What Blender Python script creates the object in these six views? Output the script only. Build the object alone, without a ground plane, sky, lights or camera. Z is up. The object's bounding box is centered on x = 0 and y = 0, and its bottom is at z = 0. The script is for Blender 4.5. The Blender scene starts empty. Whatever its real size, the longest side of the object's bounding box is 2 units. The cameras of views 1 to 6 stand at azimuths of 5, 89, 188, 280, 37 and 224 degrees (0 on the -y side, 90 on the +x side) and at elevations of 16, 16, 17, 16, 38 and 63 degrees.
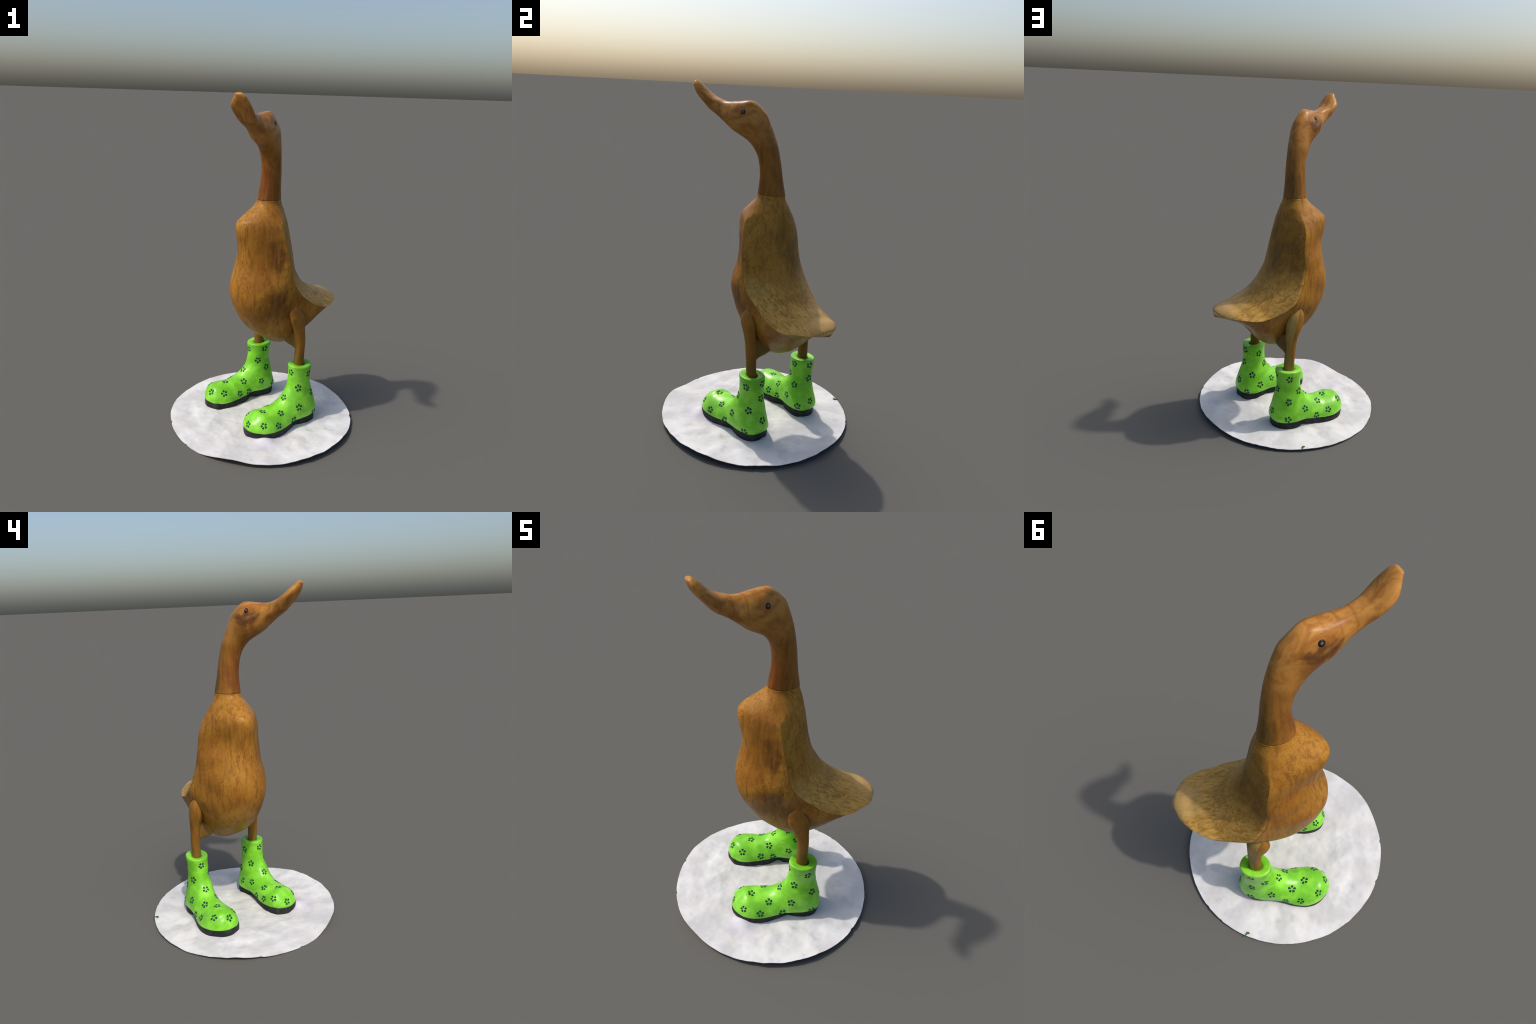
# Carved wooden duck in flowered rubber boots, standing on a round snow sheet.
# Every big part is a loft: a list of stations along its spine, each station
# giving a back point B, a front point F (along / up in the part's own frame),
# side widths and the roundness of the section.
import bpy, math, random
import numpy as np
from mathutils import Vector, noise
from mathutils.bvhtree import BVHTree

random.seed(7)
rng = np.random.default_rng(7)

# ---------------------------------------------------------------- stations
# columns: B along, B up, F along, F up, sideways, F sideways, left width,
#          right width, left edge, right edge, flank fullness left, back crease
#          (negative: fuller back), flank fullness right, front roundness
BODY = [
    [-0.1, 1.4, 0.046, 1.399, -0.023, 0.001, 0.072, 0.074, 0.504, 0.493, 1.997, 0, 1.991, 2.093],
    [-0.12, 1.344, 0.085, 1.355, -0.031, 0.009, 0.097, 0.091, 0.496, 0.377, 1.742, 0.1, 1.745, 1.995],
    [-0.132, 1.298, 0.143, 1.309, -0.027, 0.003, 0.13, 0.123, 0.431, 0.311, 1.507, 0.4, 1.572, 1.951],
    [-0.141, 1.26, 0.189, 1.261, -0.024, -0.004, 0.164, 0.157, 0.41, 0.279, 1.052, 0.8, 1.194, 1.983],
    [-0.151, 1.202, 0.184, 1.183, -0.018, 0, 0.178, 0.189, 0.406, 0.281, 0.956, 1, 1.209, 1.971],
    [-0.164, 1.129, 0.172, 1.104, -0.019, 0.002, 0.194, 0.2, 0.406, 0.287, 0.944, 1, 1.341, 1.909],
    [-0.18, 1.063, 0.177, 1.033, -0.028, 0.004, 0.211, 0.206, 0.382, 0.326, 1.031, 1, 1.511, 1.832],
    [-0.2, 1, 0.193, 0.966, -0.038, 0.012, 0.218, 0.207, 0.362, 0.319, 1.239, 1, 1.589, 1.846],
    [-0.224, 0.955, 0.205, 0.89, -0.046, 0.018, 0.226, 0.21, 0.341, 0.314, 1.538, 1, 1.705, 2.135],
    [-0.253, 0.91, 0.201, 0.81, -0.047, 0.028, 0.228, 0.222, 0.314, 0.311, 1.407, 1, 1.534, 2.469],
    [-0.302, 0.857, 0.163, 0.716, -0.044, 0.032, 0.215, 0.236, 0.282, 0.316, 1.393, 1, 1.656, 2.61],
    [-0.362, 0.82, 0.08, 0.599, -0.043, 0.025, 0.216, 0.216, 0.256, 0.293, 1.42, 1, 1.599, 2.754],
    [-0.386, 0.811, -0.051, 0.506, -0.037, 0.021, 0.21, 0.203, 0.239, 0.259, 1.354, 1, 1.55, 2.655],
    [-0.417, 0.8, -0.159, 0.47, -0.037, -0.003, 0.204, 0.186, 0.234, 0.235, 1.007, 1, 1.3, 2.078],
    [-0.452, 0.785, -0.268, 0.527, -0.036, -0.002, 0.189, 0.164, 0.243, 0.231, 0.72, 1, 1.15, 1.672],
    [-0.5, 0.773, -0.336, 0.608, -0.04, 0.004, 0.164, 0.134, 0.266, 0.258, 0.748, 1, 1.15, 1.573],
    [-0.538, 0.75, -0.423, 0.673, -0.035, 0.011, 0.12, 0.097, 0.261, 0.283, 0.911, 1, 1.43, 1.657],
    [-0.542, 0.741, -0.495, 0.7, -0.033, 0.01, 0.075, 0.063, 0.261, 0.305, 1.111, 1, 1.355, 1.823],
    [-0.552, 0.733, -0.554, 0.716, -0.032, 0.003, 0.019, 0.019, 0.294, 0.308, 1.302, 1, 1.296, 1.998]]
BODY_DIR = -139.28
HEAD = [
    [-0.118, 1.397, 0.043, 1.397, -0.006, -0.002, 0.069, 0.066, 0.544, 0.546, 2.009, 0, 2.008, 2.011],
    [-0.1, 1.488, 0.032, 1.49, -0.002, 0, 0.063, 0.057, 0.553, 0.574, 2.092, 0, 2.062, 2.074],
    [-0.088, 1.564, 0.032, 1.542, 0.002, 0.001, 0.062, 0.054, 0.548, 0.599, 2.153, 0, 2.119, 2.123],
    [-0.073, 1.643, 0.041, 1.597, 0.008, 0.002, 0.058, 0.056, 0.542, 0.613, 2.17, 0, 2.149, 2.139],
    [-0.054, 1.71, 0.062, 1.646, 0.016, 0.003, 0.055, 0.066, 0.539, 0.616, 2.122, 0, 2.123, 2.102],
    [-0.03, 1.772, 0.107, 1.694, 0.024, 0, 0.055, 0.068, 0.563, 0.627, 2.137, 0, 2.149, 2.119],
    [-0.004, 1.829, 0.169, 1.729, 0.027, 0.002, 0.062, 0.075, 0.603, 0.627, 2.209, 0, 2.227, 2.209],
    [0.024, 1.862, 0.211, 1.758, 0.025, 0.005, 0.062, 0.079, 0.649, 0.682, 2.371, 0, 2.383, 2.402],
    [0.075, 1.901, 0.26, 1.797, 0.026, 0.002, 0.055, 0.069, 0.676, 0.715, 2.623, 0, 2.608, 2.658],
    [0.139, 1.903, 0.296, 1.821, 0.028, -0.003, 0.041, 0.063, 0.693, 0.747, 2.638, 0, 2.603, 2.653],
    [0.221, 1.895, 0.323, 1.836, 0.021, -0.001, 0.038, 0.057, 0.692, 0.728, 2.636, 0, 2.541, 2.603],
    [0.273, 1.903, 0.348, 1.854, 0.01, 0.004, 0.045, 0.056, 0.695, 0.708, 2.627, 0, 2.467, 2.568],
    [0.318, 1.918, 0.369, 1.878, -0.002, 0.011, 0.056, 0.058, 0.647, 0.616, 2.626, 0, 2.412, 2.568],
    [0.359, 1.944, 0.415, 1.93, 0.003, 0.011, 0.052, 0.064, 0.652, 0.609, 2.61, 0, 2.389, 2.567],
    [0.399, 1.981, 0.441, 1.974, 0.01, 0.007, 0.033, 0.038, 0.637, 0.61, 2.362, 0, 2.196, 2.345],
    [0.431, 2.004, 0.446, 1.991, 0.007, 0, 0.02, 0.02, 0.55, 0.55, 2.03, 0, 1.948, 2.026]]
HEAD_DIR = -109.37
BOOT_LEFT = [
    [-0.092, 0.383, -0.248, 0.379, 0.167, -0.009, 0.071, 0.065, 0.528, 0.536, 2.077, 0, 2.11, 2.122],
    [-0.095, 0.351, -0.247, 0.341, 0.167, -0.012, 0.069, 0.061, 0.517, 0.533, 2.052, 0, 2.098, 2.119],
    [-0.094, 0.316, -0.246, 0.303, 0.167, -0.012, 0.066, 0.059, 0.504, 0.527, 2.017, 0, 2.076, 2.063],
    [-0.09, 0.279, -0.248, 0.262, 0.167, -0.012, 0.066, 0.06, 0.491, 0.522, 2.089, 0, 2.156, 2.115],
    [-0.078, 0.239, -0.259, 0.217, 0.169, -0.011, 0.071, 0.065, 0.499, 0.538, 2.165, 0, 2.223, 2.187],
    [-0.06, 0.21, -0.276, 0.142, 0.172, -0.009, 0.083, 0.077, 0.517, 0.562, 2.343, 0, 2.379, 2.35],
    [-0.046, 0.194, -0.279, 0.065, 0.173, -0.008, 0.092, 0.089, 0.584, 0.64, 2.74, 0, 2.768, 2.742],
    [-0.021, 0.168, -0.204, 0.048, 0.173, -0.01, 0.1, 0.101, 0.676, 0.741, 3.164, 0, 3.194, 3.19],
    [0.025, 0.15, -0.098, 0.057, 0.178, -0.003, 0.095, 0.096, 0.799, 0.837, 3.177, 0, 3.201, 3.19],
    [0.071, 0.147, -0.007, 0.048, 0.184, 0.003, 0.101, 0.102, 0.824, 0.818, 3.196, 0, 3.191, 3.193],
    [0.109, 0.146, 0.071, 0.038, 0.189, 0.003, 0.109, 0.112, 0.827, 0.811, 3.207, 0, 3.187, 3.19],
    [0.136, 0.152, 0.138, 0.037, 0.188, 0.007, 0.101, 0.106, 0.805, 0.779, 3.019, 0, 2.981, 2.997],
    [0.162, 0.144, 0.184, 0.047, 0.184, 0.01, 0.082, 0.092, 0.779, 0.746, 2.833, 0, 2.771, 2.806],
    [0.187, 0.124, 0.212, 0.047, 0.185, 0.009, 0.059, 0.074, 0.616, 0.584, 2.547, 0, 2.473, 2.519],
    [0.208, 0.112, 0.228, 0.059, 0.188, 0.003, 0.032, 0.048, 0.511, 0.487, 2.25, 0, 2.175, 2.222]]
BOOT_LEFT_DIR = -141.73
BOOT_RIGHT = [
    [-0.044, 0.375, -0.21, 0.381, -0.261, 0.001, 0.073, 0.062, 0.503, 0.501, 2.021, 0, 2.008, 2.018],
    [-0.048, 0.343, -0.204, 0.345, -0.26, -0.002, 0.07, 0.06, 0.497, 0.504, 2.009, 0, 2.015, 2.022],
    [-0.05, 0.308, -0.198, 0.307, -0.258, -0.002, 0.068, 0.059, 0.493, 0.504, 1.999, 0, 2.012, 2.019],
    [-0.045, 0.272, -0.199, 0.262, -0.259, -0.001, 0.065, 0.058, 0.49, 0.499, 2.089, 0, 2.091, 2.099],
    [-0.033, 0.235, -0.21, 0.215, -0.258, 0.001, 0.07, 0.063, 0.505, 0.511, 2.182, 0, 2.154, 2.148],
    [-0.015, 0.21, -0.223, 0.138, -0.255, 0, 0.082, 0.077, 0.531, 0.535, 2.385, 0, 2.314, 2.256],
    [-0.001, 0.198, -0.228, 0.065, -0.252, -0.004, 0.086, 0.088, 0.597, 0.608, 2.775, 0, 2.693, 2.564],
    [0.028, 0.174, -0.141, 0.047, -0.25, -0.003, 0.086, 0.103, 0.7, 0.717, 3.198, 0, 3.151, 3.083],
    [0.068, 0.16, -0.041, 0.057, -0.243, -0.008, 0.081, 0.1, 0.814, 0.83, 3.193, 0, 3.197, 3.164],
    [0.112, 0.15, 0.044, 0.04, -0.232, -0.008, 0.09, 0.112, 0.832, 0.823, 3.206, 0, 3.202, 3.203],
    [0.155, 0.15, 0.117, 0.028, -0.228, -0.01, 0.104, 0.123, 0.831, 0.822, 3.208, 0, 3.204, 3.212],
    [0.196, 0.151, 0.179, 0.026, -0.231, 0, 0.104, 0.117, 0.815, 0.793, 3.013, 0, 2.999, 3.01],
    [0.23, 0.145, 0.228, 0.025, -0.235, 0.01, 0.085, 0.094, 0.803, 0.766, 2.822, 0, 2.787, 2.806],
    [0.248, 0.128, 0.263, 0.037, -0.233, 0.01, 0.055, 0.063, 0.643, 0.603, 2.535, 0, 2.47, 2.501],
    [0.261, 0.112, 0.281, 0.065, -0.232, 0.006, 0.02, 0.03, 0.534, 0.498, 2.244, 0, 2.156, 2.195]]
BOOT_RIGHT_DIR = -145.16
LEG_LEFT = [
    [-0.134, 0.34, -0.195, 0.34, 0.168, 0, 0.027, 0.029, 0.501, 0.5, 2, 0, 2, 2],
    [-0.128, 0.421, -0.189, 0.421, 0.171, 0, 0.027, 0.031, 0.503, 0.502, 2.005, 0, 2.005, 2.005],
    [-0.127, 0.503, -0.188, 0.501, 0.176, -0.001, 0.028, 0.034, 0.503, 0.505, 2.014, 0, 2.014, 2.014],
    [-0.117, 0.575, -0.187, 0.571, 0.178, -0.002, 0.028, 0.035, 0.502, 0.506, 2.017, 0, 2.017, 2.017],
    [-0.095, 0.636, -0.184, 0.631, 0.181, -0.006, 0.025, 0.032, 0.498, 0.506, 1.997, 0, 1.997, 1.997],
    [-0.07, 0.694, -0.181, 0.691, 0.183, -0.009, 0.025, 0.025, 0.494, 0.504, 1.979, 0, 1.979, 1.979],
    [-0.068, 0.735, -0.158, 0.741, 0.173, -0.006, 0.021, 0.019, 0.496, 0.502, 1.986, 0, 1.986, 1.986],
    [-0.093, 0.763, -0.114, 0.777, 0.171, 0.001, 0.006, 0.009, 0.498, 0.501, 2.001, 0, 2.001, 2.001]]
LEG_LEFT_DIR = -140.51
LEG_RIGHT = [
    [-0.11, 0.341, -0.176, 0.34, -0.25, 0, 0.03, 0.027, 0.499, 0.5, 2, 0, 2, 2],
    [-0.11, 0.423, -0.176, 0.421, -0.249, 0, 0.029, 0.026, 0.5, 0.5, 1.999, 0, 1.999, 1.999],
    [-0.107, 0.505, -0.173, 0.502, -0.25, 0.001, 0.029, 0.027, 0.5, 0.499, 1.998, 0, 1.998, 1.998],
    [-0.098, 0.575, -0.174, 0.573, -0.248, 0.002, 0.03, 0.029, 0.501, 0.5, 2.001, 0, 2.001, 2.001],
    [-0.076, 0.631, -0.172, 0.633, -0.245, 0.001, 0.039, 0.036, 0.5, 0.502, 2.001, 0, 2.001, 2.001],
    [-0.058, 0.686, -0.17, 0.691, -0.245, 0.002, 0.035, 0.037, 0.501, 0.503, 2.004, 0, 2.004, 2.004],
    [-0.061, 0.733, -0.146, 0.736, -0.249, 0.002, 0.02, 0.026, 0.501, 0.502, 2.003, 0, 2.003, 2.003],
    [-0.082, 0.768, -0.103, 0.768, -0.25, 0.001, 0, 0.006, 0.501, 0.5, 1.999, 0, 1.999, 1.999]]
LEG_RIGHT_DIR = -141.03
# soles: plan outline in the frame (along, left) of a boot pointing at SOLE_DIR
SOLE_DIR = 216.07
SOLE_LEFT = [(.222,.19),(.216,.225),(.199,.256),(.163,.287),(.109,.305),(.05,.302),(.0,.29),(-.045,.275),(-.075,.255),(-.105,.241),(-.155,.247),(-.214,.243),(-.254,.228),(-.28,.19),(-.281,.148),(-.267,.1),(-.24,.075),(-.207,.062),(-.16,.067),(-.127,.081),(-.1,.096),(-.045,.092),(.031,.083),(.107,.085),(.165,.103),(.205,.136)]
SOLE_RIGHT = [(.275,-.229),(.273,-.205),(.26,-.18),(.236,-.15),(.195,-.133),(.133,-.131),(.087,-.143),(.033,-.15),(-.016,-.174),(-.05,-.19),(-.082,-.178),(-.142,-.171),(-.2,-.188),(-.228,-.22),(-.23,-.265),(-.206,-.31),(-.16,-.34),(-.112,-.344),(-.073,-.337),(-.055,-.328),(-.03,-.337),(.013,-.346),(.066,-.355),(.116,-.36),(.159,-.357),(.203,-.341),(.239,-.31),(.266,-.268)]
FLOWERS_LEFT = [
    [0.043, -0.309, 0.104],
    [0.027, -0.219, 0.147],
    [0.137, -0.197, 0.132],
    [0.318, -0.033, 0.202],
    [0.235, -0.097, 0.256],
    [0.131, -0.266, 0.088],
    [0.245, -0.13, 0.142],
    [0.147, -0.113, 0.193],
    [0.185, -0.08, 0.351],
    [0.22, -0.173, 0.075],
    [0.294, -0.054, 0.337],
    [0.338, -0.052, 0.076],
    [0.171, 0.038, 0.113],
    [0.223, 0.055, 0.185],
    [0.162, -0.024, 0.243],
    [0.109, -0.034, 0.135],
    [0.287, 0.036, 0.268],
    [0.312, 0.051, 0.141],
    [0.192, 0.02, 0.331],
    [0.042, -0.126, 0.131],
    [0.281, 0.041, 0.358],
    [-0.064, -0.199, 0.114],
    [0.254, 0.086, 0.074],
    [-0.025, -0.131, 0.09],
    [0.044, -0.074, 0.073],
    [-0.056, -0.286, 0.093]]
FLOWERS_RIGHT = [
    [-0.246, 0.117, 0.149],
    [-0.127, 0.149, 0.146],
    [-0.226, 0.199, 0.143],
    [-0.239, 0.02, 0.118],
    [-0.065, 0.35, 0.193],
    [-0.3, 0.207, 0.095],
    [-0.141, 0.21, 0.201],
    [-0.349, 0.115, 0.128],
    [-0.326, 0.027, 0.118],
    [-0.162, 0.298, 0.134],
    [-0.233, 0.26, 0.076],
    [-0.114, 0.294, 0.248],
    [-0.069, 0.373, 0.086],
    [-0.012, 0.199, 0.133],
    [-0.143, 0.086, 0.088],
    [-0.106, 0.238, 0.343],
    [0.014, 0.24, 0.217],
    [0.014, 0.327, 0.266],
    [0.037, 0.344, 0.121],
    [0.025, 0.328, 0.358],
    [0.002, 0.233, 0.354],
    [-0.043, 0.215, 0.275],
    [0.06, 0.265, 0.093],
    [-0.061, 0.345, 0.343],
    [-0.089, 0.141, 0.08]]

# ---------------------------------------------------------------- geometry tools
def spline(Y, x):
    Y = np.asarray(Y, float); n = len(Y); A = np.zeros((n, n)); R = np.zeros_like(Y)
    A[0, 0] = A[-1, -1] = 1
    for i in range(1, n - 1):
        A[i, i - 1:i + 2] = (1, 4, 1)
        R[i] = 6 * (Y[i + 1] - 2 * Y[i] + Y[i - 1])
    M = np.linalg.solve(A, R)
    j = np.clip(x.astype(int), 0, n - 2); b = (x - j)[:, None]; a = 1 - b
    return a * Y[j] + b * Y[j + 1] + ((a**3 - a) * M[j] + (b**3 - b) * M[j + 1]) / 6

def loft(S, degrees, x, nr):
    """rings (len(x), nr, 3); ring index 0 = B, nr/4 = left edge, nr/2 = F, 3nr/4 = right edge"""
    ang = math.radians(degrees)
    Q = spline(S, np.asarray(x, float)); c = [Q[:, i:i + 1] for i in range(14)]
    f = np.array([math.cos(ang), math.sin(ang), 0]); l = np.array([-f[1], f[0], 0]); z = np.array([0, 0, 1.])
    B = c[0] * f + c[1] * z + c[4] * l
    F = c[2] * f + c[3] * z + (c[4] + c[5]) * l
    wl, wr = np.maximum(c[6], .003), np.maximum(c[7], .003)
    el, er = np.clip(c[8], -.3, .97), np.clip(c[9], -.3, .97)
    nl, nrr, nF = np.clip(c[10], .6, 4.5), np.clip(c[12], .6, 4.5), np.clip(c[13], 1.6, 4.5)
    cr = c[11].clip(0, 1); nb = 2 - 2 * c[11].clip(-1, 0)
    k = nr // 4; th = np.linspace(0, math.pi / 2, k + 1)
    def half(e, w, q):
        ub = e * ((1 - cr) * (1 - np.cos(th).clip(0)**(2 / nb)) + cr * np.sin(th)**2); bb = np.sin(th)**(2 / nb) + 0 * e
        uf = e + (1 - e) * np.sin(th)**(2 / q); bf = np.cos(th).clip(0)**(2 / nF)
        return np.concatenate([ub, uf[:, 1:]], 1), np.concatenate([bb, bf[:, 1:]], 1) * w
    uL, bL = half(el, wl, nl); uR, bR = half(er, wr, nrr)
    u = np.concatenate([uL, uR[:, 1:-1][:, ::-1]], 1)
    b = np.concatenate([bL, -bR[:, 1:-1][:, ::-1]], 1)
    return B[:, None] + u[..., None] * (F - B)[:, None] + b[..., None] * l

def grid_faces(nt, nr, cap_first=True, cap_last=True):
    """quads of a tube plus fan caps; returns faces and (station, ring) of each"""
    F, tag = [], []
    for i in range(nt - 1):
        for j in range(nr):
            j2 = (j + 1) % nr
            F.append((i * nr + j, i * nr + j2, (i + 1) * nr + j2, (i + 1) * nr + j)); tag.append((i, j))
    n = nt * nr
    if cap_first:
        for j in range(nr):
            F.append((n, (j + 1) % nr, j)); tag.append((0, j))
        n += 1
    if cap_last:
        o = (nt - 1) * nr
        for j in range(nr):
            F.append((n, o + j, o + (j + 1) % nr)); tag.append((nt - 1, j))
    return F, tag

def ground_noise(P, scale, amp, seed=0.0):
    return np.array([noise.noise(Vector((p[0] * scale + seed, p[1] * scale, p[2] * scale))) for p in P]) * amp

def vertex_normals(V, F):
    N = np.zeros_like(V)
    for k in (3, 4):
        T = np.array([f for f in F if len(f) == k])
        if not len(T): continue
        a = V[T]
        n = np.cross(a[:, 2] - a[:, 0], (a[:, 3] if k == 4 else a[:, 1]) - (a[:, 1] if k == 4 else a[:, 0]))
        if k == 3: n = -n
        for j in range(k): np.add.at(N, T[:, j], n)
    return N / (np.linalg.norm(N, axis=1, keepdims=True) + 1e-12)

def relax(V, F, it=1, w=.5, keep=None):
    """a little Laplacian smoothing: softens a carved crease like sandpaper"""
    E = set()
    for f in F:
        for a, b in zip(f, f[1:] + f[:1]): E.add((min(a, b), max(a, b)))
    E = np.array(sorted(E))
    for _ in range(it):
        S = np.zeros_like(V); n = np.zeros(len(V))
        np.add.at(S, E[:, 0], V[E[:, 1]]); np.add.at(S, E[:, 1], V[E[:, 0]])
        np.add.at(n, E[:, 0], 1); np.add.at(n, E[:, 1], 1)
        D = (S / n[:, None] - V) * w
        if keep is not None: D[keep] = 0
        V = V + D
    return V

def make_object(name, V, F, mats, slots=None, normals=None, parent=None, smooth=True):
    used = sorted({i for f in F for i in f}); idx = {o: i for i, o in enumerate(used)}
    me = bpy.data.meshes.new(name)
    me.from_pydata([tuple(V[i]) for i in used], [], [tuple(idx[i] for i in f) for f in F])
    for m in mats: me.materials.append(m)
    if slots is not None: me.polygons.foreach_set("material_index", slots)
    me.polygons.foreach_set("use_smooth", [smooth] * len(me.polygons))
    me.update()
    if normals is not None:
        me.normals_split_custom_set_from_vertices([tuple(normals[i]) for i in used])
    ob = bpy.data.objects.new(name, me); bpy.context.collection.objects.link(ob)
    if parent: ob.parent = parent
    return ob

# ---------------------------------------------------------------- material tools
class Nodes:
    def __init__(self, name, rough=.5, spec=.35):
        self.m = bpy.data.materials.new(name); self.m.use_nodes = True
        self.t = self.m.node_tree; self.b = self.t.nodes["Principled BSDF"]
        self.b.inputs["Roughness"].default_value = rough
        self.b.inputs["Specular IOR Level"].default_value = spec
        self.co = self.new("ShaderNodeTexCoord").outputs["Object"]
    def new(self, kind, **kw):
        n = self.t.nodes.new(kind)
        for k, v in kw.items(): setattr(n, k, v)
        return n
    def link(self, a, b): self.t.links.new(a, b)
    def mapped(self, scale=(1, 1, 1), rot=(0, 0, 0), loc=(0, 0, 0), co=None):
        n = self.new("ShaderNodeMapping"); n.inputs["Scale"].default_value = scale
        n.inputs["Rotation"].default_value = rot; n.inputs["Location"].default_value = loc
        self.link(co or self.co, n.inputs[0]); return n.outputs[0]
    def noise(self, co, scale, detail=4, rough=.55, dist=0):
        n = self.new("ShaderNodeTexNoise"); n.inputs["Scale"].default_value = scale
        n.inputs["Detail"].default_value = detail; n.inputs["Roughness"].default_value = rough
        n.inputs["Distortion"].default_value = dist; self.link(co, n.inputs["Vector"]); return n.outputs["Fac"]
    def voronoi(self, co, scale):
        n = self.new("ShaderNodeTexVoronoi"); n.inputs["Scale"].default_value = scale
        self.link(co, n.inputs["Vector"]); return n.outputs["Distance"]
    def remap(self, v, a, b, lo=0., hi=1., smooth=True):
        n = self.new("ShaderNodeMapRange"); n.interpolation_type = "SMOOTHSTEP" if smooth else "LINEAR"
        for i, q in enumerate((a, b, lo, hi)): n.inputs[i + 1].default_value = q
        self.link(v, n.inputs[0]); return n.outputs[0]
    def math(self, op, a, b=None):
        n = self.new("ShaderNodeMath", operation=op)
        for i, v in enumerate((a, b)):
            if v is None: continue
            if isinstance(v, (int, float)): n.inputs[i].default_value = v
            else: self.link(v, n.inputs[i])
        return n.outputs[0]
    def mix(self, fac, a, b, mode="MIX"):
        n = self.new("ShaderNodeMix", data_type="RGBA", blend_type=mode)
        for i, v in ((0, fac), (6, a), (7, b)):
            if isinstance(v, (int, float)): n.inputs[i].default_value = v
            elif isinstance(v, tuple): n.inputs[i].default_value = (*v, 1)
            else: self.link(v, n.inputs[i])
        return n.outputs[2]
    def near(self, point, radius, squash=(1, 1, 1), wobble=.012, wscale=25):
        """soft patch mask: 1 at a point of the object, 0 beyond radius, ragged edge"""
        n = self.new("ShaderNodeVectorMath", operation="SUBTRACT"); self.link(self.co, n.inputs[0])
        n.inputs[1].default_value = point
        k = self.new("ShaderNodeVectorMath", operation="MULTIPLY"); self.link(n.outputs[0], k.inputs[0])
        k.inputs[1].default_value = squash
        d = self.new("ShaderNodeVectorMath", operation="LENGTH"); self.link(k.outputs[0], d.inputs[0])
        w = self.math("MULTIPLY", self.math("SUBTRACT", self.noise(self.co, wscale, 3), .5), wobble * 4)
        return self.remap(self.math("ADD", d.outputs["Value"], w), radius, radius * .35)
    def height(self):
        s = self.new("ShaderNodeSeparateXYZ"); self.link(self.co, s.inputs[0]); return s.outputs
    def done(self, colour, bump=None, dist=.002, strength=.5):
        if isinstance(colour, tuple): self.b.inputs["Base Color"].default_value = (*colour, 1)
        else: self.link(colour, self.b.inputs["Base Color"])
        if bump is not None:
            n = self.new("ShaderNodeBump"); n.inputs["Strength"].default_value = strength
            n.inputs["Distance"].default_value = dist; self.link(bump, n.inputs["Height"])
            self.link(n.outputs[0], self.b.inputs["Normal"])
        return self.m

def wood(name, light, mid, dark, grain=(1, 1, .16), rot=(0, 0, 0), pores=.6, patches=(), rough=.38, pore_scale=190, fleck=(.085, .034, .008), pore_grain=(1, 1, .36)):
    n = Nodes(name, rough, .14)
    g = n.mapped(grain, rot)
    broad = n.noise(n.mapped((1, 1, .6), loc=(3, 1, 2)), 6.5, 5, .6, .6)
    streak = n.noise(g, 48, 6, .62, .4)
    c = n.mix(n.remap(broad, .36, .64), mid, light)
    c = n.mix(n.math("MULTIPLY", n.remap(streak, .42, .72), .6), c, dark)
    fine = n.noise(n.mapped(pore_grain, rot), pore_scale, 3, .6)
    gate = n.remap(n.noise(n.co, 11, 4), .36, .62, .25, 1)
    speck = n.math("MULTIPLY", n.math("MULTIPLY", n.remap(fine, .50, .66), pores), gate)
    c = n.mix(speck, c, fleck)
    for point, radius, squash, colour, amount in patches:
        m = n.math("MULTIPLY", n.near(point, radius, squash, radius * .22, 18), n.remap(streak, .3, .6, .55, 1))
        c = n.mix(n.math("MULTIPLY", m, amount), c, colour)
    h = n.math("SUBTRACT", n.math("MULTIPLY", streak, .5), n.math("MULTIPLY", speck, .6))
    return n, c, h

# ---------------------------------------------------------------- materials
def rad(*d): return tuple(math.radians(v) for v in d)
ALONG_BODY, ALONG_HEAD = -40.7, -70.6     # turn object space so x runs along the duck / its bill

n, c, h = wood("breast_wood", (.41, .190, .028), (.30, .122, .017), (.145, .050, .009), patches=(
    ((.078, -.123, 1.095), .075, (1, 1, .55), (.10, .038, .010), .8),      # dark streaked knot
    ((.05, -.16, 1.2), .17, (1, 1, 1.6), (.19, .080, .014), .45),
    ((.10, -.14, .83), .075, (1, 1, 1.1), (.075, .030, .012), .75),          # knot on the belly
    ((.12, -.08, .74), .17, (1, 1, 1.7), (.10, .04, .013), .5),  # stain below the left rim, partly baked shade kept in the colour
    ((-.19, -.02, 1.20), .13, (1, 1, 1.7), (.18, .075, .013), .5),
    ((-.2, .1, .84), .08, (1, 1, .7), (.17, .066, .013), .4)))
BREAST = n.done(c, h, .0015, .3)
n, c, h = wood("back_wood", (.445, .218, .031), (.33, .150, .019), (.18, .073, .011), grain=(1, 1, .2), pores=.75, patches=(
    ((.1, .2, 1.05), .14, (1, 1, .8), (.115, .055, .012), .6),
    ((.04, .12, 1.16), .16, (1, 1, 1), (.14, .08, .016), .5),
    ((-.04, .19, 1.0), .12, (1, 1, .6), (.12, .06, .014), .5)))
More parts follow.
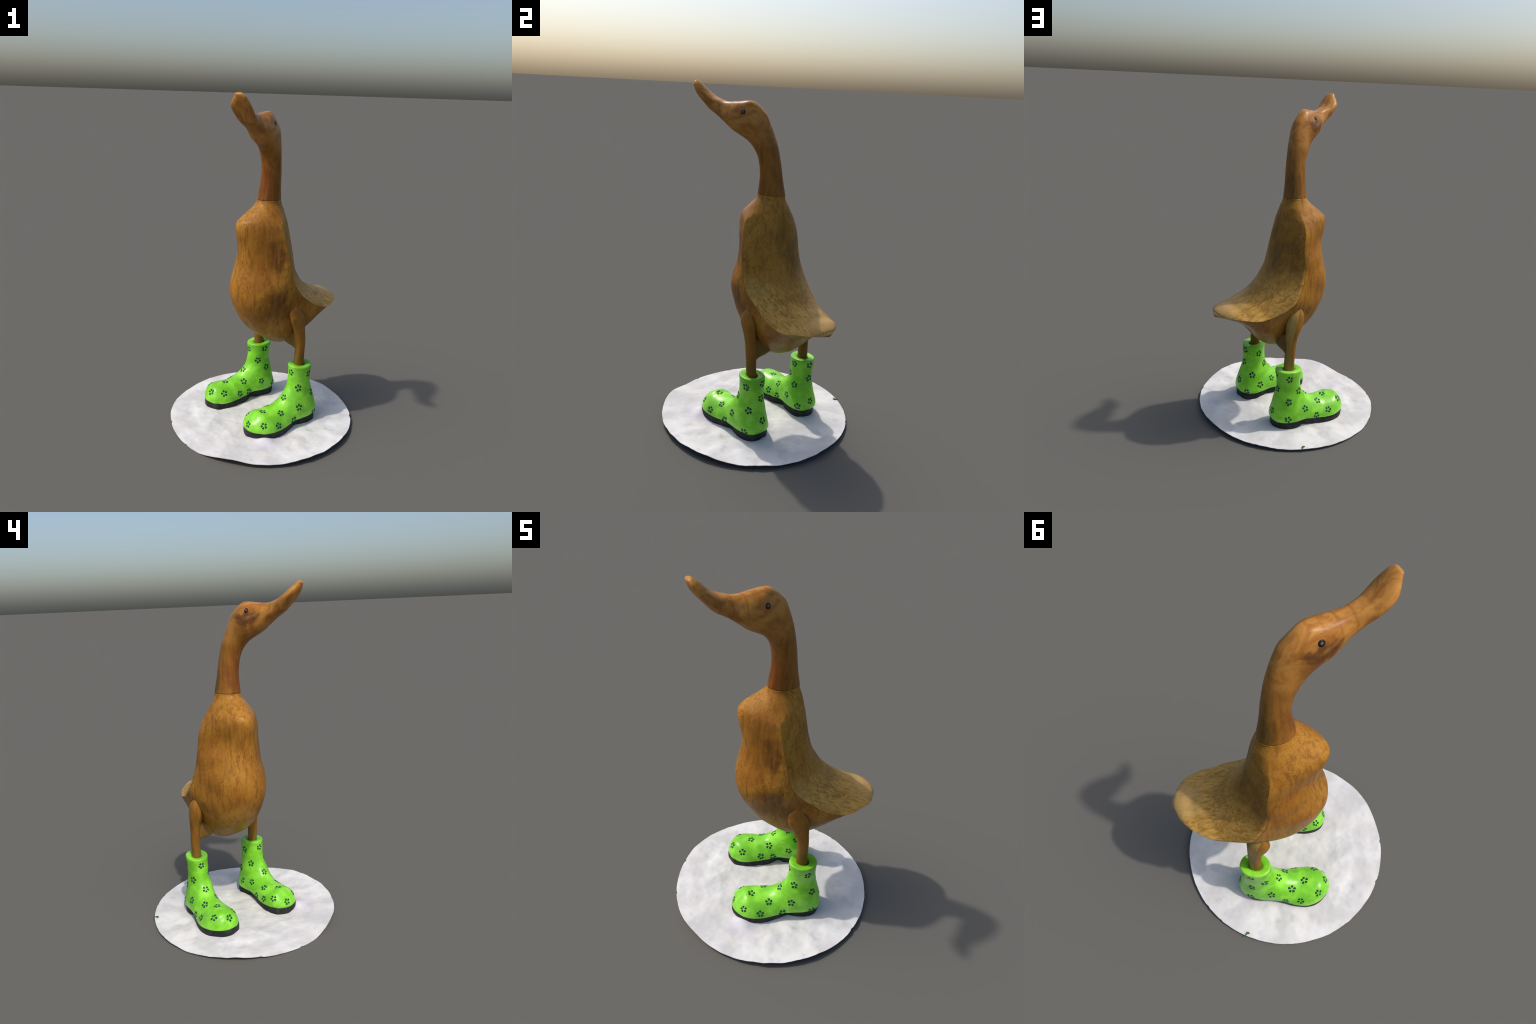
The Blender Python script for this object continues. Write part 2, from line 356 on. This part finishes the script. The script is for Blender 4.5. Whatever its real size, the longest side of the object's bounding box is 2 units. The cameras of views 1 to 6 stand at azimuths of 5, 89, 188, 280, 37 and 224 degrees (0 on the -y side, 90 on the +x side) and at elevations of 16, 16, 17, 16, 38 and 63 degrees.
# the grain turns from upright on the back to lengthwise on the tail
along = n.mapped(rot=rad(0, 0, ALONG_BODY))
tail_grain = n.noise(n.mapped((.13, 1, .55), co=along), 75, 6, .62, 1.2)
tail_broad = n.noise(n.mapped((.5, 1, 1), co=along), 11, 4, .55, .5)
xyz = n.height()
low = n.remap(n.math("ADD", xyz[2], n.math("MULTIPLY", n.noise(n.co, 8, 3), .12)), 1.08, .90)
pale = n.mix(n.remap(tail_grain, .36, .66), (.57, .325, .074), (.32, .155, .025))
pale = n.mix(n.math("MULTIPLY", n.remap(tail_broad, .52, .68), .5), pale, (.42, .28, .085))
pale = n.mix(n.math("MULTIPLY", n.remap(tail_broad, .46, .34), .5), pale, (.24, .115, .022))
c = n.mix(low, c, pale)
c = n.mix(n.math("MULTIPLY", n.near((.37, .36, .73), .16, (1, 1, 1), .05, 14), .45), c, (.58, .36, .14))
BACK = n.done(c, n.math("ADD", h, n.math("MULTIPLY", n.math("MULTIPLY", tail_grain, low), .5)), .0015, .25)
n, c, h = wood("stained_rim_wood", (.13, .06, .025), (.09, .04, .018), (.05, .022, .012), pores=.2)
RIM = n.done(c, h, .001, .2)
n, c, h = wood("edge_wood", (.24, .11, .03), (.18, .075, .022), (.11, .042, .016), pores=.3)
EDGE = n.done(c, h, .001, .2)
n, c, h = wood("under_wood", (.24, .14, .03), (.17, .095, .02), (.09, .045, .01), pores=.4)
UNDER = n.done(c, h, .0015, .3)

# neck and head are one stick of smoother wood: upright streaks below, warm and ringed above
n, c, h = wood("neck_wood", (.325, .138, .025), (.245, .097, .016), (.12, .041, .008), grain=(1, 1, .1), pores=.3, rough=.34, patches=(
    ((-.02, -.03, 1.47), .085, (1, 1, .38), (.14, .040, .011), .75),       # red heartwood on the throat
    ((.0, .115, 1.50), .065, (1, 1, .3), (.10, .062, .012), .75)))
top = n.remap(n.math("ADD", n.height()[2], n.math("MULTIPLY", n.noise(n.co, 10, 3), .16)), 1.72, 1.88)
hx = n.mapped(rot=rad(0, 0, ALONG_HEAD))
hstreak = n.noise(n.mapped((.5, 1, .6), co=hx), 26, 5, .6, .8)
hc = n.mix(n.remap(hstreak, .35, .68), (.48, .222, .048), (.31, .116, .021))
rings = n.new("ShaderNodeTexWave", bands_direction="X"); rings.inputs["Scale"].default_value = 5.2
rings.inputs["Distortion"].default_value = 2.2; rings.inputs["Detail Scale"].default_value = 1.0
n.link(hx, rings.inputs["Vector"])
ring_gate = n.near((-.06, -.24, 1.88), .15, (1, 1, 1))
hc = n.mix(n.math("MULTIPLY", n.math("MULTIPLY", n.remap(rings.outputs["Fac"], .86, 1.0), ring_gate), .4), hc, (.22, .085, .018))
c = n.mix(top, c, hc)
for point, radius, squash, colour, amount in (
        ((-.10, -.10, 1.815), .075, (1, .75, 1.25), (.085, .033, .014), .85),   # dark stain below the right eye
        ((-.085, -.05, 1.835), .05, (1, 1, 1), (.11, .045, .016), .75),
        ((-.12, -.15, 1.835), .045, (1, .8, 1.2), (.10, .04, .016), .7),
        ((-.075, -.06, 1.74), .06, (1, 1, .8), (.16, .066, .014), .6)):
    m = n.math("MULTIPLY", n.near(point, radius, squash, .016, 30), n.remap(hstreak, .3, .55, .6, 1))
    c = n.mix(n.math("MULTIPLY", m, amount), c, colour)
HEADWOOD = n.done(c, h, .001, .2)
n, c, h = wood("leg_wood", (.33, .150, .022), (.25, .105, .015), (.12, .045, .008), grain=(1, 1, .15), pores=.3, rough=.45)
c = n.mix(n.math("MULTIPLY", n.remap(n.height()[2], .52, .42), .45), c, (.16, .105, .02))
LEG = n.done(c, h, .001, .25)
n, c, h = wood("pale_leg_wood", (.40, .265, .075), (.31, .19, .045), (.20, .11, .022), grain=(1, 1, .15), pores=.2, rough=.48)
PALELEG = n.done(c, h, .001, .25)

n = Nodes("green_rubber", .32, .4)
c = n.mix(n.remap(n.noise(n.co, 12, 5), .38, .64), (.165, .52, .022), (.26, .70, .042))
c = n.mix(n.math("MULTIPLY", n.remap(n.noise(n.co, 45, 4), .52, .72), .3), c, (.13, .43, .02))
GREEN = n.done(c, n.noise(n.co, 30, 3), .002, .25)
n = Nodes("dark_green_paint", .5, .2)
PETAL = n.done(n.mix(n.noise(n.co, 70, 2), (.004, .035, .020), (.012, .075, .036)))
n = Nodes("black_sole_rubber", .6, .2)
SOLE = n.done(n.mix(n.remap(n.noise(n.co, 25, 4), .4, .7), (.014, .016, .016), (.034, .037, .035)), n.noise(n.co, 60, 3), .002, .3)
n = Nodes("snow", .8, .12)
c = n.mix(n.remap(n.noise(n.co, 6, 4, .5), .36, .66), (.57, .555, .54), (.70, .685, .67))
c = n.mix(n.math("MULTIPLY", n.remap(n.noise(n.mapped(loc=(4, 4, 4)), 9, 4), .50, .70), .7), c, (.50, .495, .50))
c = n.mix(n.math("MULTIPLY", n.remap(n.noise(n.mapped(loc=(9, 2, 4)), 4, 3), .54, .7), .5), c, (.64, .605, .57))
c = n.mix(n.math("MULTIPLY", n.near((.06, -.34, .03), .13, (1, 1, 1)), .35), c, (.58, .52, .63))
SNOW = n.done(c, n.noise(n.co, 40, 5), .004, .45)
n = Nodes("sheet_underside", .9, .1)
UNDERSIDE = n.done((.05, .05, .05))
n = Nodes("eye_black", .35, .3); EYE = n.done((.008, .008, .008))
n = Nodes("eye_centre", .4, .3); PUPIL = n.done((.13, .105, .055))
n = Nodes("remnant_green", .6, .3); REMNANT = n.done(n.mix(n.noise(n.co, 40, 2), (.03, .09, .02), (.06, .16, .03)))

# ---------------------------------------------------------------- the thing
thing = bpy.data.objects.new("wooden_duck", None); bpy.context.collection.objects.link(thing)
thing["label"] = "carved wooden duck in green flowered rubber boots on snow"
thing["category"] = "duck ornament"

def build_shell(S, degrees, nt, nr, amp=.0012, soften=2, ends=(True, True), grade=None, hold=0, shape=None, sand=None):
    x = np.linspace(0, len(S) - 1, nt) if grade is None else grade
    P = loft(S, degrees, x, nr)
    if shape: P = shape(P, x)
    V = P.reshape(-1, 3)
    F, tag = grid_faces(len(x), nr, *ends)
    extra = [P[0].mean(0)] * ends[0] + [P[-1].mean(0)] * ends[1]
    if extra: V = np.vstack([V, extra])
    keep = np.arange(nr * hold) if hold else None
    if hold and ends[0]: keep = np.append(keep, len(x) * nr)
    V = relax(V, F, soften, .5, keep=keep)
    if sand: V = sand(V, F, x, nr)
    N = vertex_normals(V, F)
    c = V.mean(0)
    if ((V - c) * N).sum() < 0:
        F = [tuple(reversed(f)) for f in F]; N = -N
    if amp:
        V = V + N * (ground_noise(V, 16, amp) + ground_noise(V, 45, amp * .45, 5))[:, None]
        N = vertex_normals(V, F)
        if ((V - c) * N).sum() < 0: N = -N
    return V, F, tag, N, x

# --- torso and tail: one carved surface, back and breast meet in a crease
nr = 144
neck_ring = loft(HEAD, HEAD_DIR, [0.], 96)[0]
neck_ring = neck_ring.mean(0) + (neck_ring - neck_ring.mean(0)) * 1.004

def meet_neck(P, x):
    """let the shoulders run flush into the foot of the neck"""
    cn = neck_ring.mean(0); ang = np.arctan2(neck_ring[:, 1] - cn[1], neck_ring[:, 0] - cn[0]); rn = np.hypot(*(neck_ring - cn)[:, :2].T)
    o = np.argsort(ang); ang, rn = ang[o], rn[o]
    for i in range(len(x)):
        if x[i] >= 1.3: break
        t = (1 - x[i] / 1.3)**2; c = P[i].mean(0); d = P[i] - c; a = np.arctan2(d[:, 1], d[:, 0])
        r = np.hypot(d[:, 0], d[:, 1]); k = ((1 - t) * r + t * np.interp(a, ang, rn, period=2 * math.pi)) / r
        cc = c * (1 - t) + np.array([cn[0], cn[1], c[2]]) * t
        P[i] = np.column_stack([cc[0] + d[:, 0] * k, cc[1] + d[:, 1] * k, P[i][:, 2]])
    return P

def round_flank(V, F, x, nr):
    """the carver rounded the edge between back and flank, more on the right side"""
    n = len(x); G = V[:n * nr].reshape(n, nr, 3)
    j = np.arange(nr)
    for centre, width, strength, times in ((3 * nr // 4, 9, .5, 26), (nr // 4, 6, .5, 5)):
        m = np.clip(1 - np.abs(j - centre) / width, 0, 1)[None, :, None]
        along = (np.clip((x - (4.8 if centre > nr / 2 else 2.2)) / 1.6, 0, 1) * np.clip((11.0 - x) / 1.6, 0, 1))[:, None, None]
        for _ in range(times):
            G = G + (np.roll(G, 1, 1) + np.roll(G, -1, 1) - 2 * G) * .5 * m * along * strength
    V = V.copy(); V[:n * nr] = G.reshape(-1, 3)
    # hollow around the knot on the left flank, with a slight swell under it
    N = vertex_normals(V, F)
    if ((V - V.mean(0)) * N).sum() < 0: N = -N
    for spot, depth, r in (((.078, -.123, 1.12), -.007, .055), ((.09, -.14, .90), .004, .06), ((-.15, .06, 1.15), -.005, .06)):
        V = V + N * (depth * np.exp(-(((V - np.array(spot))**2).sum(1)) / r**2))[:, None]
    return V

V, F, tag, N, xs = build_shell(BODY, BODY_DIR, 240, nr, .0014, 3, hold=3, shape=meet_neck, sand=round_flank)
k = nr // 4
regions = {"torso": ([], []), "tail": ([], [])}
for f, (i, j) in zip(F, tag):
    x = xs[min(i, len(xs) - 1)]
    back = j < k or j >= 3 * k
    part = "tail" if x > 12.0 else "torso"
    regions[part][0].append(f)
    edge = x > 4.2 and (k <= j < k + 1 or 3 * k - 1 <= j < 3 * k) or x > 14.5 and (k <= j < k + 2 or 3 * k - 2 <= j < 3 * k)
    regions[part][1].append(1 if back else (2 if x > 14.5 else 3) if edge else 0)
torso = make_object("torso", V, regions["torso"][0], [BREAST, BACK, RIM, EDGE], regions["torso"][1], N, thing)
tail = make_object("tail", V, regions["tail"][0], [BREAST, BACK, RIM, EDGE], regions["tail"][1], N, thing)

# --- neck, head and bill: a second carved piece, let into the first with a fine seam
nr = 96
def blunt_tip(V, F, x, nr):
    body = np.ones(len(V), bool); body[np.where(np.repeat(x, nr) > 14.2)[0]] = False; body[-1] = False
    return relax(V, F, 14, .5, keep=np.where(body)[0])

V, F, tag, N, xs = build_shell(HEAD, HEAD_DIR, 220, nr, .0009, 1, hold=3, sand=blunt_tip)
parts = {"neck": [], "head": [], "bill": []}
for f, (i, j) in zip(F, tag):
    x = xs[min(i, len(xs) - 1)]
    parts["neck" if x < 4.6 else "head" if x < 9.4 else "bill"].append(f)
make_object("neck", V, parts["neck"], [HEADWOOD], None, N, thing)
head = make_object("head", V, parts["head"], [HEADWOOD], None, N, thing)
bill = make_object("bill", V, parts["bill"], [HEADWOOD], None, N, thing)
head_tree = BVHTree.FromPolygons([Vector(v) for v in V], F)

def dome(name, centre, normal, r, rise, mat, parent, ring=None):
    """low round cap sitting on a surface"""
    nrm = Vector(normal).normalized(); q = nrm.to_track_quat('Z', 'Y')
    pts, faces, m = [], [], 20
    prof = [(1.0, -.35), (.97, .35), (.8, .8), (.5, .95), (.25, 1.0)]
    for rr, hh in prof:
        for a in range(m):
            t = 2 * math.pi * a / m
            pts.append(Vector(centre) + q @ Vector((r * rr * math.cos(t), r * rr * math.sin(t), rise * hh)))
    for i in range(len(prof) - 1):
        for a in range(m):
            faces.append((i * m + a, i * m + (a + 1) % m, (i + 1) * m + (a + 1) % m, (i + 1) * m + a))
    faces.append(tuple(range((len(prof) - 1) * m, len(prof) * m)))
    return make_object(name, [tuple(p) for p in pts], faces, [mat], None, None, parent)

for spot in ((.034, -.138, 1.846), (-.075, -.111, 1.858)):
    p, nrm, _, _ = head_tree.find_nearest(Vector(spot))
    eye = dome("eye", p, nrm, .0135, .0028, EYE, thing)
    dome("pupil", p + nrm * .0022, nrm, .006, .0014, PUPIL, eye)

# --- legs: flat blades with a rounded thigh; the right one is cut to pale wood behind
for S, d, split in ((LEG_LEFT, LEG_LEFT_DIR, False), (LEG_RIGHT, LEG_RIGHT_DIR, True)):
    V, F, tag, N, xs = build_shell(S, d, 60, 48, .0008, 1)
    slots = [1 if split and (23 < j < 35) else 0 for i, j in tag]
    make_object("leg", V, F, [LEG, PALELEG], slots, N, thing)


# --- belly corners carved down to the legs: short fillets between hull and leg
def fillet(b_leg, b_in, steps=24):
    g = math.radians(BODY_DIR); f = np.array([math.cos(g), math.sin(g), 0]); l = np.array([-f[1], f[0], 0]); up = np.array([0, 0, 1.])
    rows = []; m = 24
    for s in np.linspace(0, 1, steps):
        b = b_leg + (b_in - b_leg) * s
        bottom = .488 + .010 * s - .032 * math.exp(-s * 6) + .05 * max(0, s - .55)
        top = .61 - .02 * s; half = .024 + .03 * s; mid = -.158 + .01 * s
        ring = []
        for i in range(m):
            t = 2 * math.pi * i / m; ca, sa = math.cos(t), math.sin(t)
            a = mid + half * math.copysign(abs(ca)**.7, ca); z = (top + bottom) / 2 + (top - bottom) / 2 * math.copysign(abs(sa)**.7, sa)
            ring.append(f * a + l * b + up * z)
        rows.append(ring)
    V = np.array(rows).reshape(-1, 3); F, _ = grid_faces(steps, m); V = np.vstack([V, [V[:m].mean(0)], [V[-m:].mean(0)]])
    N = vertex_normals(V, F)
    if ((V - V.mean(0)) * N).sum() < 0: F = [tuple(reversed(q)) for q in F]
    return make_object("belly_corner", V, F, [UNDER], None, None, torso)
fillet(.168, .03)
fillet(-.248, -.11)

# ---------------------------------------------------------------- boots
def closed_curve(pts, m):
    P = np.array(pts); n = len(P); out = []
    for s in np.linspace(0, n, m, endpoint=False):
        i = int(s); t = s - i
        a, b, c, d = P[(i - 1) % n], P[i % n], P[(i + 1) % n], P[(i + 2) % n]
        out.append(.5 * (2 * b + (c - a) * t + (2 * a - 5 * b + 4 * c - d) * t**2 + (3 * b - a - 3 * c + d) * t**3))
    return np.array(out)

def build_sole(pts, parent, top=.0595, heel_at=-.07, shift=0):
    g = math.radians(SOLE_DIR); f = np.array([math.cos(g), math.sin(g)]); l = np.array([-f[1], f[0]])
    O = closed_curve(pts, 200); cen = O.mean(0)
    rows = []
    # rounded slab: (inset, height)
    for inset, z in ((.012, top - .001), (.0035, top), (.0015, top - .003), (.001, .045), (.001, .03), (.002, .016), (.006, .008), (.03, .007)):
        nrm = np.roll(O, -1, 0) - np.roll(O, 1, 0); nrm = np.stack([nrm[:, 1], -nrm[:, 0]], 1)
        nrm /= np.linalg.norm(nrm, axis=1, keepdims=True)
        if ((O - cen) * nrm).sum() > 0: nrm = -nrm
        Q = O + nrm * inset
        zz = np.full(len(Q), z)
        if z < .032:   # raised arch in front of the heel
            a = Q[:, 0] - heel_at + .0
            arch = np.exp(-((a - .03) / .035)**2)
            zz = zz + arch * .012
        rows.append(np.concatenate([Q[:, :1] * f + Q[:, 1:] * l, zz[:, None]], 1))
    m = len(O); V = np.concatenate(rows); F = []
    for i in range(len(rows) - 1):
        for j in range(m):
            F.append((i * m + j, i * m + (j + 1) % m, (i + 1) * m + (j + 1) % m, (i + 1) * m + j))
    c = len(V); V = np.vstack([V, [rows[0].mean(0)], [rows[-1].mean(0)]])
    for j in range(m):
        F.append((c, (j + 1) % m, j)); o = (len(rows) - 1) * m; F.append((c + 1, o + j, o + (j + 1) % m))
    N = vertex_normals(V, F)
    if ((V - V.mean(0)) * N).sum() < 0: F = [tuple(reversed(q)) for q in F]
    V = V + N * ground_noise(V, 40, .0012, 9)[:, None]
    ob = make_object("sole", V, F, [SOLE], None, None, parent)
    ob.data.set_sharp_from_angle(angle=math.radians(50))
    return ob

def build_flower(tree, spot, parent, size=.0222):
    p, nrm, _, _ = tree.find_nearest(Vector(spot))
    q = nrm.to_track_quat('Z', 'Y'); spin = random.uniform(0, 2 * math.pi)
    size *= random.uniform(.95, 1.08)
    V, F = [], []
    for petal in range(5):
        a0 = spin + petal * 2 * math.pi / 5 + random.uniform(-.12, .12)
        reach = size * random.uniform(.92, 1.06); wid = size * random.uniform(.27, .32)
        # teardrop outline: narrow at the heart, round at the tip
        ring = []
        for i in range(14):
            t = 2 * math.pi * i / 14
            along = .60 + .38 * math.cos(t); across = math.sin(t) * (.62 + .42 * math.cos(t))
            ring.append((reach * along, wid * across * 1.62))
        b = len(V)
        def put(x, y, hgt):
            w = p + q @ Vector((x * math.cos(a0) - y * math.sin(a0), x * math.sin(a0) + y * math.cos(a0), 0))
            s, sn, _, _ = tree.find_nearest(w)
            V.append(tuple(s + sn * hgt))
        cx = reach * .62
        for x, y in ring: put(x, y, -.0006)
        for x, y in ring: put(cx + (x - cx) * .93, y * .93, .0009)
        for x, y in ring: put(cx + (x - cx) * .55, y * .55, .0012)
        put(cx, 0, .0013)
        for r in range(2):
            for i in range(14):
                F.append((b + r * 14 + i, b + r * 14 + (i + 1) % 14, b + r * 14 + 14 + (i + 1) % 14, b + r * 14 + 14 + i))
        for i in range(14):
            F.append((b + 28 + i, b + 28 + (i + 1) % 14, b + 42))
    make_object("flower", V, F, [PETAL], None, None, parent)

for S, d, sole, flowers in ((BOOT_LEFT, BOOT_LEFT_DIR, SOLE_LEFT, FLOWERS_LEFT), (BOOT_RIGHT, BOOT_RIGHT_DIR, SOLE_RIGHT, FLOWERS_RIGHT)):
    nr = 96
    V, F, tag, N, xs = build_shell(S, d, 150, nr, .0010, 1, (False, True), hold=1)
    V[:, 2] = np.maximum(V[:, 2], .0575)
    boot_tree = BVHTree.FromPolygons([Vector(v) for v in V], F)
    # cuff: roll the open top over and close it with a flat collar around the leg
    ringv = V[:nr]; cen = ringv.mean(0); base = len(V)
    prof = [(.985, .006), (.945, .010), (.85, .0105), (.6, .009), (.42, .004), (.40, -.03)]
    add = [cen + (ringv - cen) * np.array([s, s, 1]) + np.array([0, 0, h]) for s, h in prof]
    V = np.vstack([V] + add); prev = 0
    flip = F[0][0] * 0
    for i in range(len(prof)):
        cur = base + i * nr
        for j in range(nr):
            F.append((prev + j, cur + j, cur + (j + 1) % nr, prev + (j + 1) % nr))
        prev = cur
    N = vertex_normals(V, F)
    boot = make_object("boot", V, F, [GREEN], None, None, thing)
    import bmesh
    bm = bmesh.new(); bm.from_mesh(boot.data); bmesh.ops.recalc_face_normals(bm, faces=bm.faces); bm.to_mesh(boot.data); bm.free()
    build_sole(sole, boot)
    for spot in flowers: build_flower(boot_tree, spot, boot)

# ---------------------------------------------------------------- snow sheet
def rim_height(t):
    co = [.0204, .0095, -.0031, -.0014, -.0022, -.0036, .001, .0005, -.0008, -.0029, -.002, 0, .0017, .001, -.0003, .0003, -.0007, -.0005, .0007, .0006, .0015]
    z = co[0]
    for i in range(1, 11): z += (1.5 if i > 3 else 1) * (co[2 * i - 1] * math.cos(i * t) + co[2 * i] * math.sin(i * t))
    return z
m, rings = 360, 90
R = .573
nicks = [(rng.uniform(0, 2 * math.pi), rng.uniform(.004, .010), rng.uniform(.008, .018)) for _ in range(6)]
def edge_wobble(t, u):
    """hand-cut rim: slightly off round, ragged, with small nicks"""
    e = .0022 * math.cos(t - 1.0) + .0035 * noise.noise(Vector((math.cos(t) * 9, math.sin(t) * 9, 4))) + .0022 * noise.noise(Vector((math.cos(t) * 30, math.sin(t) * 30, 8)))
    for a, depth, width in nicks:
        d = (t - a + math.pi) % (2 * math.pi) - math.pi
        e -= depth * math.exp(-(d / width)**2)
    return 1 + e * u**8
V, F = [], []
def top_height(r, t):
    x, y = r * math.cos(t), r * math.sin(t); u = r / R
    edge = rim_height(t)
    z = .0175 + (edge - .0175) * u**5
    q = Vector((x * 7, y * 7, 1.3))
    bump = noise.noise(q) * .003 + noise.noise(q * 2.0) * .0075 + noise.noise(q * 5) * .0022
    # bump added where the scan's texture blends white over the left toe's sole
    toe_bump = .020 * math.exp(-((x - .050) / .055)**2 - ((y + .335) / .035)**2)
    return z + bump * (1 - .55 * u**6) + toe_bump
for i in range(rings + 1):
    u = i / rings
    for j in range(m):
        t = 2 * math.pi * j / m; r = R * u * edge_wobble(t, u)
        V.append((r * math.cos(t), r * math.sin(t), top_height(r, t)))
base = len(V)
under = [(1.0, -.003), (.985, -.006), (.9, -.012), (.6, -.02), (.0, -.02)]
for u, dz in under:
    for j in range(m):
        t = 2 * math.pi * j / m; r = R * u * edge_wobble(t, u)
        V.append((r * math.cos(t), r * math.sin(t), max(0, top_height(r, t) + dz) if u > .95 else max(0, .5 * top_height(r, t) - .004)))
nrow = rings + 1 + len(under)
for i in range(nrow - 1):
    for j in range(m):
        F.append((i * m + j, i * m + (j + 1) % m, (i + 1) * m + (j + 1) % m, (i + 1) * m + j))
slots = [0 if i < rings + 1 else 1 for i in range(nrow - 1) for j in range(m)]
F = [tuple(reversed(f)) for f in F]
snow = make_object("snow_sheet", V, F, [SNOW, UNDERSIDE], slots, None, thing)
snow.data.set_sharp_from_angle(angle=math.radians(60))

# green remnant of the scan at the rim, built as a small blade
def blade(name, pts, thick, mat, parent):
    V, F = [], []
    for x, y, z, w in pts:
        V += [(x - w, y, z), (x + w, y, z), (x + w, y, z + thick), (x - w, y, z + thick)]
    n = len(pts)
    for i in range(n - 1):
        for j in range(4): F.append((4 * i + j, 4 * i + (j + 1) % 4, 4 * i + 4 + (j + 1) % 4, 4 * i + 4 + j))
    F += [(3, 2, 1, 0), (4 * n - 4, 4 * n - 3, 4 * n - 2, 4 * n - 1)]
    return make_object(name, V, F, [mat], None, None, parent, smooth=False)
blade("scan_remnant", [(-.185, .552, .013, .0022), (-.183, .542, .016, .0022), (-.184, .532, .018, .004), (-.186, .524, .018, .009), (-.188, .518, .016, .006)], .004, REMNANT, snow)

bpy.context.view_layer.update()
